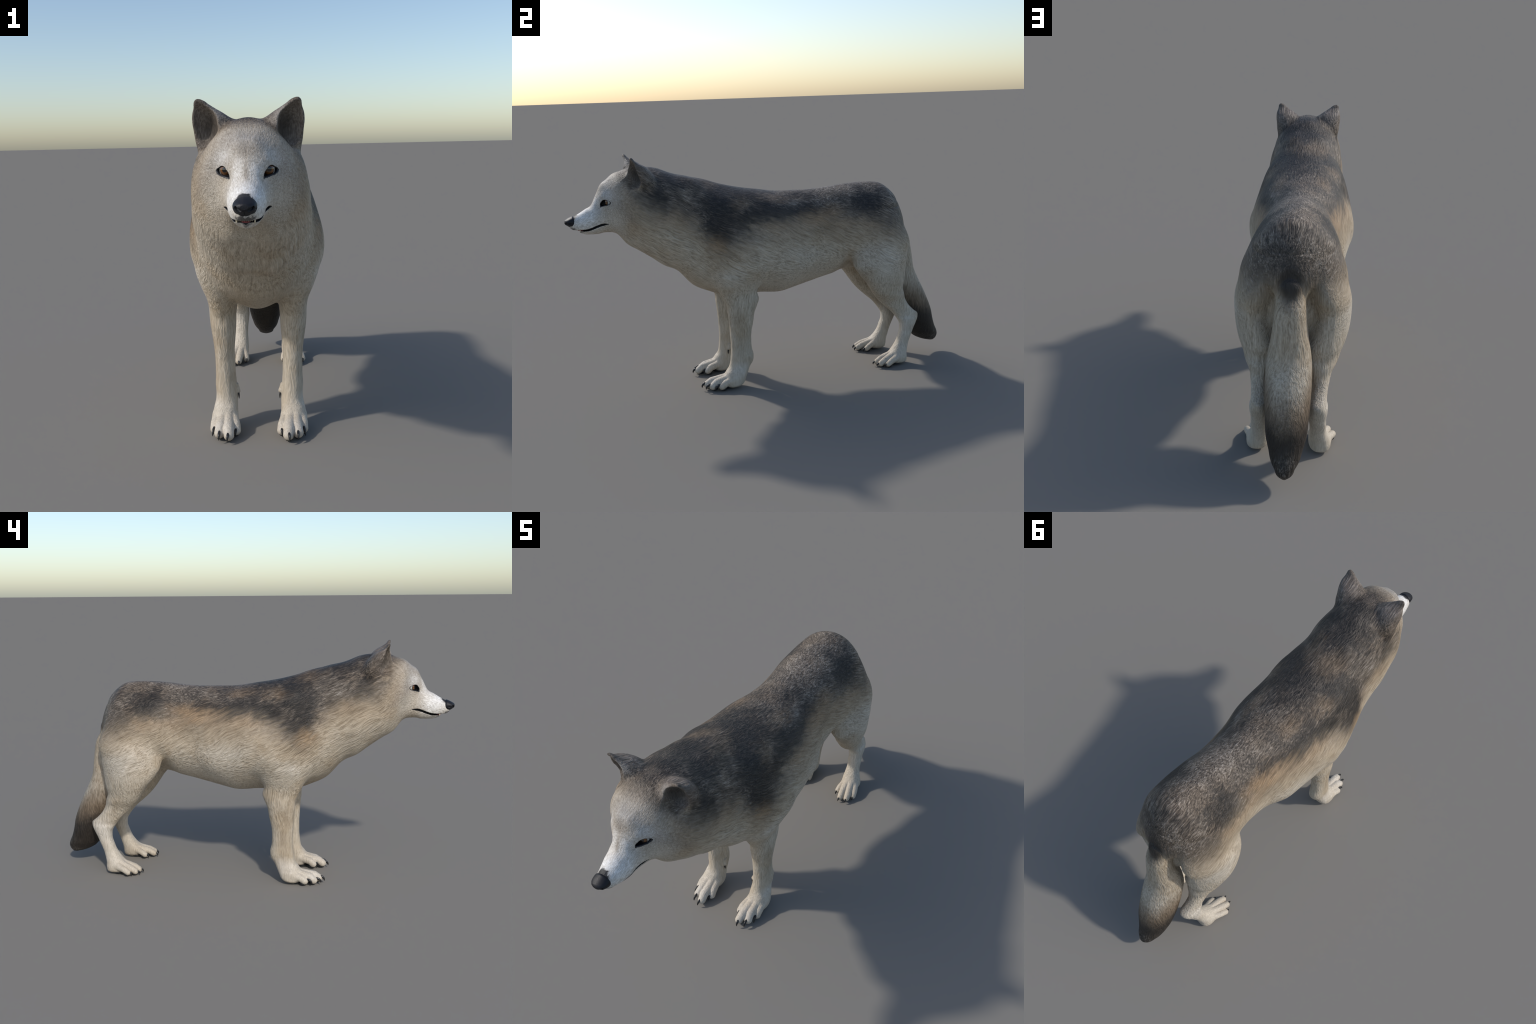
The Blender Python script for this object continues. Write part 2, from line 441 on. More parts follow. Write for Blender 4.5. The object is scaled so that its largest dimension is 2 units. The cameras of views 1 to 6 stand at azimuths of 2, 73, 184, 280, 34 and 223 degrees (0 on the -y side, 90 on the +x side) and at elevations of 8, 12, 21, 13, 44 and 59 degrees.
def relax(V, Q, n, w=0.5, keep=None):
    """tangential-ish smoothing that evens the lattice steps out"""
    for _ in range(n):
        acc = np.zeros_like(V); cnt = np.zeros(len(V))
        for a, b in ((0, 1), (1, 2), (2, 3), (3, 0)):
            np.add.at(acc, Q[:, a], V[Q[:, b]]); np.add.at(cnt, Q[:, a], 1)
            np.add.at(acc, Q[:, b], V[Q[:, a]]); np.add.at(cnt, Q[:, b], 1)
        V = V + w*(acc/cnt[:, None] - V)
    return V

# ================================================================ scene
import bpy, math
from mathutils import Vector

skin = Skin()
ROOT = bpy.data.objects.new('wolf', None)
bpy.context.scene.collection.objects.link(ROOT)
ROOT['label'] = 'grey wolf standing still with dark saddle, pale legs and hanging tail'
ROOT['category'] = 'wolf'

def add(name, verts, faces, mat, parent=None, smooth=True):
    me = bpy.data.meshes.new(name)
    me.from_pydata([tuple(v) for v in verts], [], [tuple(int(i) for i in f) for f in faces])
    if smooth: me.polygons.foreach_set('use_smooth', np.ones(len(me.polygons), bool))
    me.materials.append(mat)
    ob = bpy.data.objects.new(name, me)
    bpy.context.scene.collection.objects.link(ob)
    ob.parent = parent or ROOT
    return ob

# ---------------------------------------------------------------- materials
class G:
    """small helper that strings shader nodes together"""
    def __init__(s, name):
        s.m = bpy.data.materials.new(name); s.m.use_nodes = True
        s.t = s.m.node_tree; s.t.nodes.clear()
        s.out = s.t.nodes.new('ShaderNodeOutputMaterial')
        s.bsdf = s.t.nodes.new('ShaderNodeBsdfPrincipled')
        s.t.links.new(s.bsdf.outputs[0], s.out.inputs[0])
        s.obj = s.t.nodes.new('ShaderNodeTexCoord').outputs['Object']
    def put(s, sock, v):
        if isinstance(v, bpy.types.NodeSocket): s.t.links.new(v, sock)
        elif isinstance(v, (tuple, list)) and sock.type == 'RGBA' and len(v) == 3: sock.default_value = (*v, 1)
        else: sock.default_value = v
    def math(s, op, a, b=0.0, c=0.0, clamp=False):
        n = s.t.nodes.new('ShaderNodeMath'); n.operation = op; n.use_clamp = clamp
        for i, v in enumerate((a, b, c)): s.put(n.inputs[i], v)
        return n.outputs[0]
    def vec(s, op, a, b=(0, 0, 0), scale=None):
        n = s.t.nodes.new('ShaderNodeVectorMath'); n.operation = op
        s.put(n.inputs[0], a); s.put(n.inputs[1], b)
        if scale is not None: s.put(n.inputs['Scale'], scale)
        return n.outputs['Value'] if op in ('LENGTH', 'DOT_PRODUCT', 'DISTANCE') else n.outputs[0]
    def sep(s, v):
        n = s.t.nodes.new('ShaderNodeSeparateXYZ'); s.put(n.inputs[0], v); return n.outputs
    def comb(s, x, y, z):
        n = s.t.nodes.new('ShaderNodeCombineXYZ')
        for i, v in enumerate((x, y, z)): s.put(n.inputs[i], v)
        return n.outputs[0]
    def noise(s, v, scale, detail=2.0, rough=0.5, color=False, dist=0.0):
        n = s.t.nodes.new('ShaderNodeTexNoise'); s.put(n.inputs['Vector'], v)
        n.inputs['Scale'].default_value = scale; n.inputs['Detail'].default_value = detail; n.inputs['Roughness'].default_value = rough
        n.inputs['Distortion'].default_value = dist
        return n.outputs['Color' if color else 'Fac']
    def step(s, v, a, b, lo=0.0, hi=1.0, smooth=True):
        n = s.t.nodes.new('ShaderNodeMapRange'); n.interpolation_type = 'SMOOTHSTEP' if smooth else 'LINEAR'
        for k, q in (('Value', v), ('From Min', a), ('From Max', b), ('To Min', lo), ('To Max', hi)): s.put(n.inputs[k], q)
        return n.outputs[0]
    def mix(s, f, a, b, mode='MIX'):
        n = s.t.nodes.new('ShaderNodeMix'); n.data_type = 'RGBA'; n.blend_type = mode
        s.put(n.inputs[0], f); s.put(n.inputs[6], a); s.put(n.inputs[7], b)
        return n.outputs[2]
    def mixf(s, f, a, b):
        n = s.t.nodes.new('ShaderNodeMix'); n.data_type = 'FLOAT'
        s.put(n.inputs[0], f); s.put(n.inputs[2], a); s.put(n.inputs[3], b)
        return n.outputs[0]
    def curve(s, v, xs, ys, lo, hi):
        """value looked up on a smooth curve through (xs, ys); xs within lo..hi"""
        y0, y1 = min(ys), max(ys)
        n = s.t.nodes.new('ShaderNodeFloatCurve'); c = n.mapping.curves[0]
        pts = [((x - lo)/(hi - lo), (y - y0)/(y1 - y0)) for x, y in zip(xs, ys)]
        while len(c.points) < len(pts): c.points.new(0.5, 0.5)
        for p, q in zip(c.points, pts): p.location = q; p.handle_type = 'AUTO_CLAMPED'
        n.mapping.update()
        s.put(n.inputs['Value'], s.step(v, lo, hi, smooth=False))
        return s.math('MULTIPLY_ADD', n.outputs[0], y1 - y0, y0)
    def blob(s, P, c, r, strength=1.0, inner=0.35, outer=1.15):
        d = s.vec('LENGTH', s.vec('MULTIPLY', s.vec('SUBTRACT', P, c), (1/r[0], 1/r[1], 1/r[2])))
        return s.step(d, inner, outer, strength, 0.0)
    def bump(s, h, dist, strength=1.0):
        n = s.t.nodes.new('ShaderNodeBump'); n.inputs['Strength'].default_value = strength; n.inputs['Distance'].default_value = dist
        s.put(n.inputs['Height'], h); s.put(s.bsdf.inputs['Normal'], n.outputs[0])
    def set(s, **k):
        for a, v in k.items(): s.put(s.bsdf.inputs[a.replace('_', ' ')], v)
        return s.m

def plain(name, col, rough=0.5, spec=0.5, **k):
    g = G(name); return g.set(Base_Color=col, Roughness=rough, Specular_IOR_Level=spec, **k)

TAN = (0.330, 0.210, 0.108); PALE = (0.50, 0.430, 0.335); CREAM = (0.58, 0.520, 0.435); WHITE = (0.76, 0.74, 0.71); SAND = (0.40, 0.310, 0.208)
BROWN = (0.150, 0.105, 0.066); INK = (0.008, 0.008, 0.010); MIST = (0.315, 0.287, 0.256); TAUPE = (0.200, 0.160, 0.124); UMBER = (0.120, 0.094, 0.072); HIDE = (0.215, 0.176, 0.148)
# shades of the mantle, from the black saddle to silver hair tips
SHADES = [(0.00, (0.022, 0.019, 0.016)), (0.25, (0.054, 0.044, 0.035)), (0.50, (0.135, 0.109, 0.084)), (0.75, (0.275, 0.235, 0.192)), (1.00, (0.50, 0.465, 0.415))]

# lower edge of the dark mantle: y, height
MANTLE_Y = [-0.80, -0.74, -0.70, -0.66, -0.60, -0.54, -0.46, -0.40, -0.345, -0.29, -0.24, -0.156, -0.067, 0.02, 0.12, 0.26, 0.40, 0.535, 0.64, 0.75]
MANTLE_Z = [1.100, 1.030, 0.980, 0.935, 0.895, 0.868, 0.848, 0.800, 0.725, 0.690, 0.705, 0.755, 0.775, 0.775, 0.775, 0.760, 0.760, 0.740, 0.720, 0.705]
# lightness changes inside the mantle: amount, centre (|x|, y, z), radii
LIGHTS = [
 (-0.42, (0.215, -0.300, 0.840), (0.15, 0.100, 0.150)), (-0.30, (0.170, -0.280, 0.950), (0.15, 0.150, 0.110)), (-0.34, (0.080, -0.225, 1.010), (0.15, 0.160, 0.100)),
 (-0.28, (0.000, -0.120, 1.010), (0.12, 0.160, 0.070)), (-0.38, (0.185, -0.040, 0.890), (0.12, 0.170, 0.075)), (-0.30, (0.190, 0.080, 0.872), (0.10, 0.140, 0.055)),
 (-0.22, (0.140, 0.180, 0.888), (0.09, 0.110, 0.055)), (-0.25, (0.210, -0.150, 0.860), (0.10, 0.100, 0.080)), (-0.40, (0.140, 0.500, 0.900), (0.10, 0.115, 0.100)),
 (-0.20, (0.185, 0.500, 0.830), (0.08, 0.100, 0.070)), (-0.34, (0.000, -0.430, 1.090), (0.17, 0.200, 0.110)), (-0.30, (0.000, -0.580, 1.135), (0.12, 0.080, 0.080)),
 (-0.36, (0.168, -0.575, 0.990), (0.09, 0.055, 0.110)), (-0.34, (0.186, -0.645, 0.920), (0.07, 0.050, 0.070)), (-0.15, (0.100, -0.060, 0.960), (0.14, 0.140, 0.060)),
 (-0.20, (0.100, -0.500, 1.070), (0.08, 0.120, 0.080)),
 (0.12, (0.165, -0.450, 0.985), (0.08, 0.120, 0.060)), (0.16, (0.120, 0.165, 0.925), (0.06, 0.080, 0.035)), (0.20, (0.045, 0.330, 0.970), (0.13, 0.170, 0.060)),
 (0.10, (0.000, 0.540, 0.995), (0.15, 0.200, 0.075)), (0.12, (0.110, 0.660, 0.870), (0.16, 0.100, 0.120)), (-0.50, (0.000, 0.770, 0.780), (0.060, 0.070, 0.110)),
 (0.26, (0.120, -0.760, 1.020), (0.14, 0.085, 0.120)), (-0.16, (0.180, -0.680, 0.960), (0.07, 0.060, 0.090)), (0.10, (0.220, 0.060, 0.790), (0.10, 0.300, 0.050)),
]
# sandy and rusty clouds over the mantle: centre, radii, strength
RUST = [
 ((0.175, 0.200, 0.835), (0.12, 0.190, 0.075), 0.70), ((0.150, 0.300, 0.866), (0.10, 0.130, 0.060), 0.45), ((0.108, 0.020, 0.952), (0.09, 0.100, 0.040), 0.25), ((0.152, -0.175, 0.956), (0.09, 0.080, 0.050), 0.22),
 ((0.195, -0.505, 0.880), (0.10, 0.130, 0.085), 0.45), ((0.190, -0.610, 0.862), (0.09, 0.110, 0.080), 0.60), ((0.230, -0.318, 0.755), (0.09, 0.085, 0.070), 0.70), ((0.213, -0.020, 0.818), (0.10, 0.150, 0.055), 0.55),
 ((0.192, 0.475, 0.785), (0.09, 0.120, 0.060), 0.55), ((0.060, -0.300, 1.045), (0.12, 0.180, 0.050), 0.15), ((0.200, 0.350, 0.795), (0.12, 0.120, 0.060), 0.55), ((0.220, 0.090, 0.790), (0.12, 0.200, 0.060), 0.40),
]
# marks on head and limbs
MARKS = [
 ((0.330, 0.292, 0.250), (0.000, -0.745, 0.985), (0.26, 0.160, 0.210), 0.85),
 (TAUPE, (0.170, -0.690, 0.960), (0.10, 0.085, 0.160), 0.70), (MIST, (0.000, -0.785, 1.070), (0.15, 0.100, 0.090), 0.85), (TAUPE, (0.000, -0.690, 1.140), (0.17, 0.095, 0.070), 0.85), (UMBER, (0.000, -0.640, 1.150), (0.12, 0.060, 0.050), 0.50),
 (TAUPE, (0.150, -0.735, 0.950), (0.10, 0.080, 0.090), 0.45), (SAND, (0.190, -0.735, 0.865), (0.11, 0.100, 0.085), 0.85), (TAN, (0.190, -0.690, 0.860), (0.07, 0.080, 0.060), 0.40), (UMBER, (0.182, -0.690, 0.905), (0.06, 0.050, 0.035), 0.40),
 (WHITE, (0.000, -0.905, 0.905), (0.13, 0.125, 0.100), 1.00), (MIST, (0.095, -0.780, 1.005), (0.070, 0.070, 0.060), 0.60), (WHITE, (0.076, -0.800, 1.018), (0.055, 0.055, 0.042), 0.38), (WHITE, (0.030, -0.845, 0.985), (0.040, 0.060, 0.060), 0.60),
 (CREAM, (0.110, -0.785, 0.895), (0.090, 0.085, 0.070), 0.70), (TAUPE, (0.000, -0.850, 0.985), (0.013, 0.060, 0.050), 0.60), (TAUPE, (0.000, -0.835, 1.045), (0.038, 0.045, 0.030), 0.55), (TAUPE, (0.062, -0.845, 0.940), (0.022, 0.025, 0.020), 0.35),
 (CREAM, (0.120, 0.100, 0.540), (0.25, 0.380, 0.150), 0.55), (CREAM, (0.230, -0.260, 0.610), (0.11, 0.110, 0.090), 0.70), (CREAM, (0.240, 0.600, 0.620), (0.14, 0.150, 0.150), 0.75), (CREAM, (0.230, 0.030, 0.690), (0.12, 0.220, 0.090), 0.40),
 (SAND, (0.130, -0.270, 0.440), (0.10, 0.060, 0.120), 0.50), (SAND, (0.180, -0.190, 0.300), (0.04, 0.070, 0.180), 0.65), (SAND, (0.000, -0.420, 0.560), (0.20, 0.120, 0.110), 0.60), (BROWN, (0.178, -0.215, 0.360), (0.03, 0.045, 0.070), 0.22), (BROWN, (0.170, -0.205, 0.210), (0.03, 0.040, 0.080), 0.22),
 (CREAM, (0.130, 0.700, 0.140), (0.14, 0.200, 0.260), 0.60), (WHITE, (0.130, 0.730, 0.230), (0.08, 0.070, 0.090), 0.25), (CREAM, (0.130, -0.290, 0.030), (0.14, 0.190, 0.120), 0.60), (WHITE, (0.165, -0.200, 0.095), (0.06, 0.060, 0.060), 0.30), (WHITE, (0.130, -0.350, 0.040), (0.10, 0.060, 0.040), 0.20),
]

# laid over the mantle: ears, crown, tail root
LATE = [
 (HIDE, (0.125, -0.640, 1.130), (0.080, 0.085, 0.100), 0.60), (MIST, (0.105, -0.692, 1.145), (0.050, 0.024, 0.055), 0.70), (SAND, (0.158, -0.670, 1.055), (0.035, 0.035, 0.035), 0.60), (UMBER, (0.146, -0.682, 1.190), (0.020, 0.020, 0.014), 0.55),
 (UMBER, (0.000, -0.640, 1.150), (0.085, 0.060, 0.040), 0.45),
]
ROOT_STRIPE = ((0.0, 0.778, 0.775), (0.058, 0.085, 0.120))

def fur(name, tail=False, ear=False):
    g = G(name); P = g.obj
    x, y, z = g.sep(P)
    ax = g.math('ABSOLUTE', x)
    # hair direction: backwards and down on trunk and head, straight down on limbs and tail
    wob = g.vec('SUBTRACT', g.noise(P, 8.0, 2, color=True), (0.5, 0.5, 0.5))
    W = g.vec('ADD', P, g.vec('SCALE', wob, scale=0.035))
    wx, wy, wz = g.sep(W)
    along = g.math('SUBTRACT', g.math('MULTIPLY', wy, 0.88), g.math('MULTIPLY', wz, 0.47))
    across = g.math('ADD', g.math('MULTIPLY', wy, 0.47), g.math('MULTIPLY', wz, 0.88))
    body_v = g.comb(wx, g.math('MULTIPLY', along, 0.12), across)
    limb_v = g.comb(wx, wy, g.math('MULTIPLY', wz, 0.14))
    face = g.step(y, -0.66, -0.74)
    F = g.vec('ADD', P, g.vec('SCALE', wob, scale=0.015)); fx_, fy_, fz_ = g.sep(F)
    face_v = g.comb(fx_, g.math('MULTIPLY', g.math('SUBTRACT', g.math('MULTIPLY', fy_, 0.88), g.math('MULTIPLY', fz_, -0.47)), 0.20), g.math('ADD', g.math('MULTIPLY', fy_, -0.47), g.math('MULTIPLY', fz_, 0.88)))
    nrm = g.t.nodes.new('ShaderNodeNewGeometry').outputs['Normal']
    head_on = g.step(g.math('ABSOLUTE', g.vec('DOT_PRODUCT', nrm, (0, 0.88, -0.47))), 0.50, 0.80)     # where body hair would stand out of the skin
    low = 1.0 if (tail or ear) else g.math('MAXIMUM', g.step(z, 0.58, 0.48), g.math('MULTIPLY', head_on, g.step(z, 0.98, 0.88)))
    def strands(scale, detail, rough=0.55):
        a = g.noise(body_v, scale, detail, rough)
        if not (tail or ear): a = g.mixf(face, a, g.noise(face_v, scale*1.5, detail, rough))
        b = g.noise(limb_v, scale, detail, rough)
        return b if low == 1.0 else g.mixf(low, a, b)
    s1 = strands(170.0, 2.0); s2 = strands(400.0, 1.5); clump = strands(70.0, 2.0)
    lock = g.mixf(low, g.noise(g.comb(wx, g.math('MULTIPLY', along, 0.075), across), 140.0, 2.0, 0.5), g.noise(g.comb(wx, wy, g.math('MULTIPLY', wz, 0.10)), 130.0, 2.0, 0.5)) if low != 1.0 else g.noise(g.comb(wx, wy, g.math('MULTIPLY', wz, 0.10)), 115.0, 2.0, 0.5)
    hair = g.math('ADD', g.math('MULTIPLY', s1, 0.55), g.math('MULTIPLY', s2, 0.45))      # about 0.5
    hs = g.math('MULTIPLY', g.math('SUBTRACT', hair, 0.5), 2.0)                            # about -0.5 .. 0.5
    # feathered borders: patches are looked up at a point pulled along the hair
    pull = g.math('MULTIPLY', g.math('SUBTRACT', clump, 0.5), 0.11)
    big = g.vec('SCALE', g.vec('SUBTRACT', g.noise(P, 10.0, 3, 0.6, color=True), (0.5, 0.5, 0.5)), scale=0.07)
    Q = g.vec('ADD', g.comb(ax, g.math('ADD', y, pull), g.math('SUBTRACT', z, g.math('MULTIPLY', pull, 0.5))), big)
    qx, qy, qz = g.sep(Q)
    # pale underfur with faint sand coloured clouds
    cloud = g.noise(P, 8.0, 3, 0.55)
    col = g.mix(g.step(cloud, 0.42, 0.75, 0, 0.75), PALE, SAND)
    contrast = 0.75
    if ear:
        col = g.mix(g.step(hs, -0.35, 0.35), (0.105, 0.083, 0.072), (0.40, 0.345, 0.31))
        contrast = 0.5
    if not ear:
        R = g.vec('ADD', g.comb(ax, y, z), g.vec('SCALE', wob, scale=0.05))
        for c, ce, r, k in MARKS: col = g.mix(g.blob(R, ce, r, k, 0.0, 1.1), col, c)
        edge = g.curve(qy, MANTLE_Y, MANTLE_Z, -0.80, 0.75)
        over = g.math('SUBTRACT', qz, edge)
        front = g.step(y, -0.80, -0.68)
        mantle = g.math('MULTIPLY', g.step(g.math('ADD', over, g.math('MULTIPLY', hs, 0.09)), -0.065, 0.135), front)
        col = g.mix(g.math('MULTIPLY', g.step(over, -0.130, 0.000, 0, 0.75), front), col, SAND)
        L = 0.39
        for k, ce, r in LIGHTS: L = g.math('ADD', L, g.blob(Q, ce, r, k, 0.0, 1.0))
        L = g.math('ADD', L, g.math('MULTIPLY', g.math('SUBTRACT', g.noise(P, 13.0, 4, 0.6), 0.5), 0.70))
        amp = g.step(y, -0.30, 0.45, 0.60, 0.78)
        L = g.math('ADD', g.math('MAXIMUM', L, 0.06), g.math('ADD', g.math('MULTIPLY', hs, amp), g.math('MULTIPLY', g.math('SUBTRACT', lock, 0.5), 0.30)))
        ramp = g.t.nodes.new('ShaderNodeValToRGB'); cr = ramp.color_ramp
        while len(cr.elements) < len(SHADES): cr.elements.new(0.5)
        for e, (p, c) in zip(cr.elements, SHADES): e.position = p; e.color = (*c, 1)
        g.put(ramp.inputs[0], L)
        dark = ramp.outputs[0]
        dark = g.mix(g.step(g.noise(P, 6.0, 3, 0.6), 0.45, 0.70, 0, 0.45), dark, g.mix(1.0, dark, (1.15, 0.99, 0.80), 'MULTIPLY'))
        for ce, r, k in RUST: dark = g.mix(g.blob(Q, ce, r, k, 0.0, 1.0), dark, TAN)
        col = g.mix(mantle, col, dark)
        for c, ce, r, k in LATE: col = g.mix(g.blob(R, ce, r, k, 0.2, 1.1), col, c)
        col = g.mix(g.blob(R, *ROOT_STRIPE, 0.93, 0.25, 1.15), col, (0.036, 0.029, 0.023))
    if tail:
        body = col
        col = g.mix(g.step(cloud, 0.4, 0.7, 0, 0.6), PALE, SAND)
        col = g.mix(g.step(qz, 0.80, 0.45, 0.75, 0.0), col, SAND)
        side = g.math('MULTIPLY', g.step(ax, 0.045, 0.085), g.step(z, 0.60, 0.32))
        col = g.mix(g.math('MULTIPLY', side, 0.55), col, BROWN)
        d = g.math('ADD', qz, g.math('MULTIPLY', qy, 0.30))       # lines running forward and down across the brush
        d = g.math('ADD', d, g.math('MULTIPLY', hs, 0.03))
        col = g.mix(g.step(d, 0.690, 0.560, 0, 0.85), col, BROWN)
        col = g.mix(g.step(d, 0.600, 0.490, 0, 0.98), col, (0.028, 0.022, 0.017))
        end = g.math('MULTIPLY', g.step(g.math('SUBTRACT', qy, g.math('MULTIPLY', qz, 0.5)), 0.86, 0.94), g.step(qz, 0.20, 0.12))
        col = g.mix(g.math('MULTIPLY', end, g.step(hs, -0.10, 0.30, 0, 0.55)), col, (0.20, 0.175, 0.145))
        col = g.mix(g.step(g.math('ADD', z, g.math('MULTIPLY', hs, 0.04)), 0.700, 0.765), col, body)
        col = g.mix(g.blob(R, *ROOT_STRIPE, 0.93, 0.25, 1.15), col, (0.036, 0.029, 0.023))
    # single hairs
    if not tail and not ear: contrast = g.math('MULTIPLY', g.mixf(face, contrast, 1.05), g.step(z, 0.05, 0.40, 0.55, 1.0))
    val = g.math('MULTIPLY_ADD', hs, contrast, 1.0)
    soft = 0.22
    if not tail and not ear: soft = g.math('MULTIPLY', g.step(y, -0.80, -0.66, 0.08, 0.22), g.step(z, 0.10, 0.60, 0.30, 1.0))
    gap = g.math('MULTIPLY', g.step(lock, 0.52, 0.34), soft)
    tip = g.math('MULTIPLY', g.step(lock, 0.54, 0.70), g.math('MULTIPLY', soft, 0.55))
    val = g.math('ADD', g.math('SUBTRACT', val, gap), tip)
    warm = g.comb(val, g.math('POWER', val, 1.07), g.math('POWER', val, 1.18))
    col = g.mix(1.0, col, warm, 'MULTIPLY')
    if not tail and not ear:
        fx = g.math('SUBTRACT', s2, 0.5)
        # dark rim of the eye, drawn in the plane of the lids
        eq = g.vec('SUBTRACT', g.comb(ax, y, z), tuple(EYE_IN))
        es = g.vec('DOT_PRODUCT', eq, tuple(EYE_A)); et = g.vec('DOT_PRODUCT', eq, tuple(EYE_T)); en = g.vec('DOT_PRODUCT', eq, tuple(EYE_N))
        hi = g.curve(es, LID_S, LID_HI, 0, 0.0701); lo = g.curve(es, LID_S, LID_LO, 0, 0.0701)
        j = g.math('MULTIPLY', fx, 0.010)
        m = g.math('MULTIPLY', g.step(g.math('ADD', g.math('SUBTRACT', hi, et), g.math('MULTIPLY', j, 0.2)), -0.0010, 0.0008), g.step(g.math('ADD', g.math('SUBTRACT', et, lo), j), -0.0022, 0.0010))
        m = g.math('MULTIPLY', m, g.math('MULTIPLY', g.step(es, -0.001, 0.001), g.step(es, 0.0715, 0.0695)))
        m = g.math('MULTIPLY', m, g.step(g.math('ABSOLUTE', en), 0.030, 0.026))
        col = g.mix(m, col, INK)
        # black lips
        zc = g.curve(y, list(MOUTH_Y), [v[0] for v in MOUTH_V], MOUTH_Y[0], MOUTH_Y[-1])
        hh = g.curve(y, list(MOUTH_Y), [v[1] for v in MOUTH_V], MOUTH_Y[0], MOUTH_Y[-1])
        dl = g.math('SUBTRACT', g.math('SUBTRACT', g.math('ABSOLUTE', g.math('SUBTRACT', z, zc)), hh), g.math('MULTIPLY', fx, 0.005))
        m = g.math('MULTIPLY', g.step(dl, 0.0022, 0.0008), g.math('MULTIPLY', g.step(y, -0.796, -0.801), g.step(y, -0.958, -0.950)))
        col = g.mix(m, col, INK)
        # dark fringe round the nose, dusky upper lip and chin
        S = g.vec('ADD', g.comb(ax, y, z), g.comb(0.0, g.math('MULTIPLY', g.math('SUBTRACT', clump, 0.5), 0.060), 0.0))
        col = g.mix(g.blob(S, (0, -0.958, 0.918), (0.031, 0.027, 0.024), 0.97, 0.70, 1.05), col, INK)
        col = g.mix(g.blob(S, (0, -0.958, 0.864), (0.034, 0.022, 0.013), 0.85, 0.65, 1.1), col, (0.028, 0.028, 0.030))
        col = g.mix(g.blob(S, (0, -0.930, 0.840), (0.026, 0.020, 0.012), 0.65, 0.5, 1.1), col, (0.055, 0.055, 0.056))
    relief = g.math('ADD', g.math('ADD', g.math('MULTIPLY', clump, 0.5), g.math('MULTIPLY', lock, 0.9)), g.math('ADD', g.math('MULTIPLY', s1, 0.9), g.math('MULTIPLY', s2, 0.45)))
    if not tail and not ear: relief = g.math('MULTIPLY', relief, g.math('MULTIPLY', g.step(y, -0.86, -0.62, 0.35, 1.0), g.step(z, 0.05, 0.30, 0.45, 1.0)))
    g.bump(relief, 0.008, 0.55)
    return g.set(Base_Color=col, Roughness=0.55, Specular_IOR_Level=0.36)

FUR = fur('fur_coat'); FUR_TAIL = fur('fur_brush', tail=True)
def hollow_fur():
    g = G('fur_inside_ear')
    x, y, z = g.sep(g.obj); ax = g.math('ABSOLUTE', x)
    n = g.noise(g.vec('MULTIPLY', g.obj, (1, 1, 0.25)), 220, 3, 0.6)
    col = g.mix(g.step(n, 0.35, 0.65), (0.120, 0.098, 0.080), (0.230, 0.195, 0.160))
    col = g.mix(g.blob(g.comb(ax, y, z), (0.106, -0.655, 1.110), (0.045, 0.045, 0.060), 0.75, 0.2, 1.1), col, (0.042, 0.036, 0.031))
    g.bump(n, 0.004, 0.6)
    return g.set(Base_Color=col, Roughness=0.7, Specular_IOR_Level=0.2)
FUR_HOLLOW = hollow_fur()
LIP = plain('black_lip_skin', (0.008, 0.008, 0.010), 0.45)
def nose_leather():
    g = G('black_nose_leather')
    v = g.t.nodes.new('ShaderNodeTexVoronoi'); v.inputs['Scale'].default_value = 480; g.put(v.inputs['Vector'], g.obj)
    g.bump(v.outputs['Distance'], 0.0006, 0.5)
    return g.set(Base_Color=g.mix(g.noise(g.obj, 200, 2), (0.008, 0.008, 0.011), (0.013, 0.013, 0.016)), Roughness=0.48, Specular_IOR_Level=0.32)
NOSE = nose_leather()
def horn():
    g = G('black_claw_horn')
    return g.set(Base_Color=g.mix(g.noise(g.vec('MULTIPLY', g.obj, (300, 30, 300)), 1.0, 2), (0.006, 0.006, 0.007), (0.020, 0.019, 0.018)), Roughness=0.32)
HORN = horn()
PAD = plain('black_paw_pad_skin', (0.012, 0.012, 0.013), 0.6)
TOOTH = plain('ivory_tooth', (0.70, 0.62, 0.45), 0.35)
TONGUE = plain('pink_tongue', (0.45, 0.11, 0.13), 0.45)
def eye_mat():
    g = G('amber_eye')       # object space: the ball looks along -y
    x, y, z = g.sep(g.obj)
    r = g.math('DIVIDE', g.math('SQRT', g.math('ADD', g.math('MULTIPLY', x, x), g.math('MULTIPLY', z, z))), EYE_R)
    ray = g.noise(g.vec('NORMALIZE', g.comb(x, 0.0, z)), 9.0, 3)
    iris = g.mix(ray, (0.07, 0.026, 0.006), (0.20, 0.078, 0.016))
    iris = g.mix(g.step(r, 0.60, 0.74), iris, (0.035, 0.014, 0.006))
    col = g.mix(g.step(r, 0.36, 0.33), iris, (0.004, 0.004, 0.004))
    white = g.math('MAXIMUM', g.step(r, 0.78, 0.80), g.step(y, -0.001, 0.001))
    col = g.mix(white, col, (0.50, 0.48, 0.43))  # eye white toned down to bake in the shadow between the lids
    return g.set(Base_Color=col, Roughness=0.12, Coat_Weight=0.6, Coat_Roughness=0.03)
EYE = eye_mat()

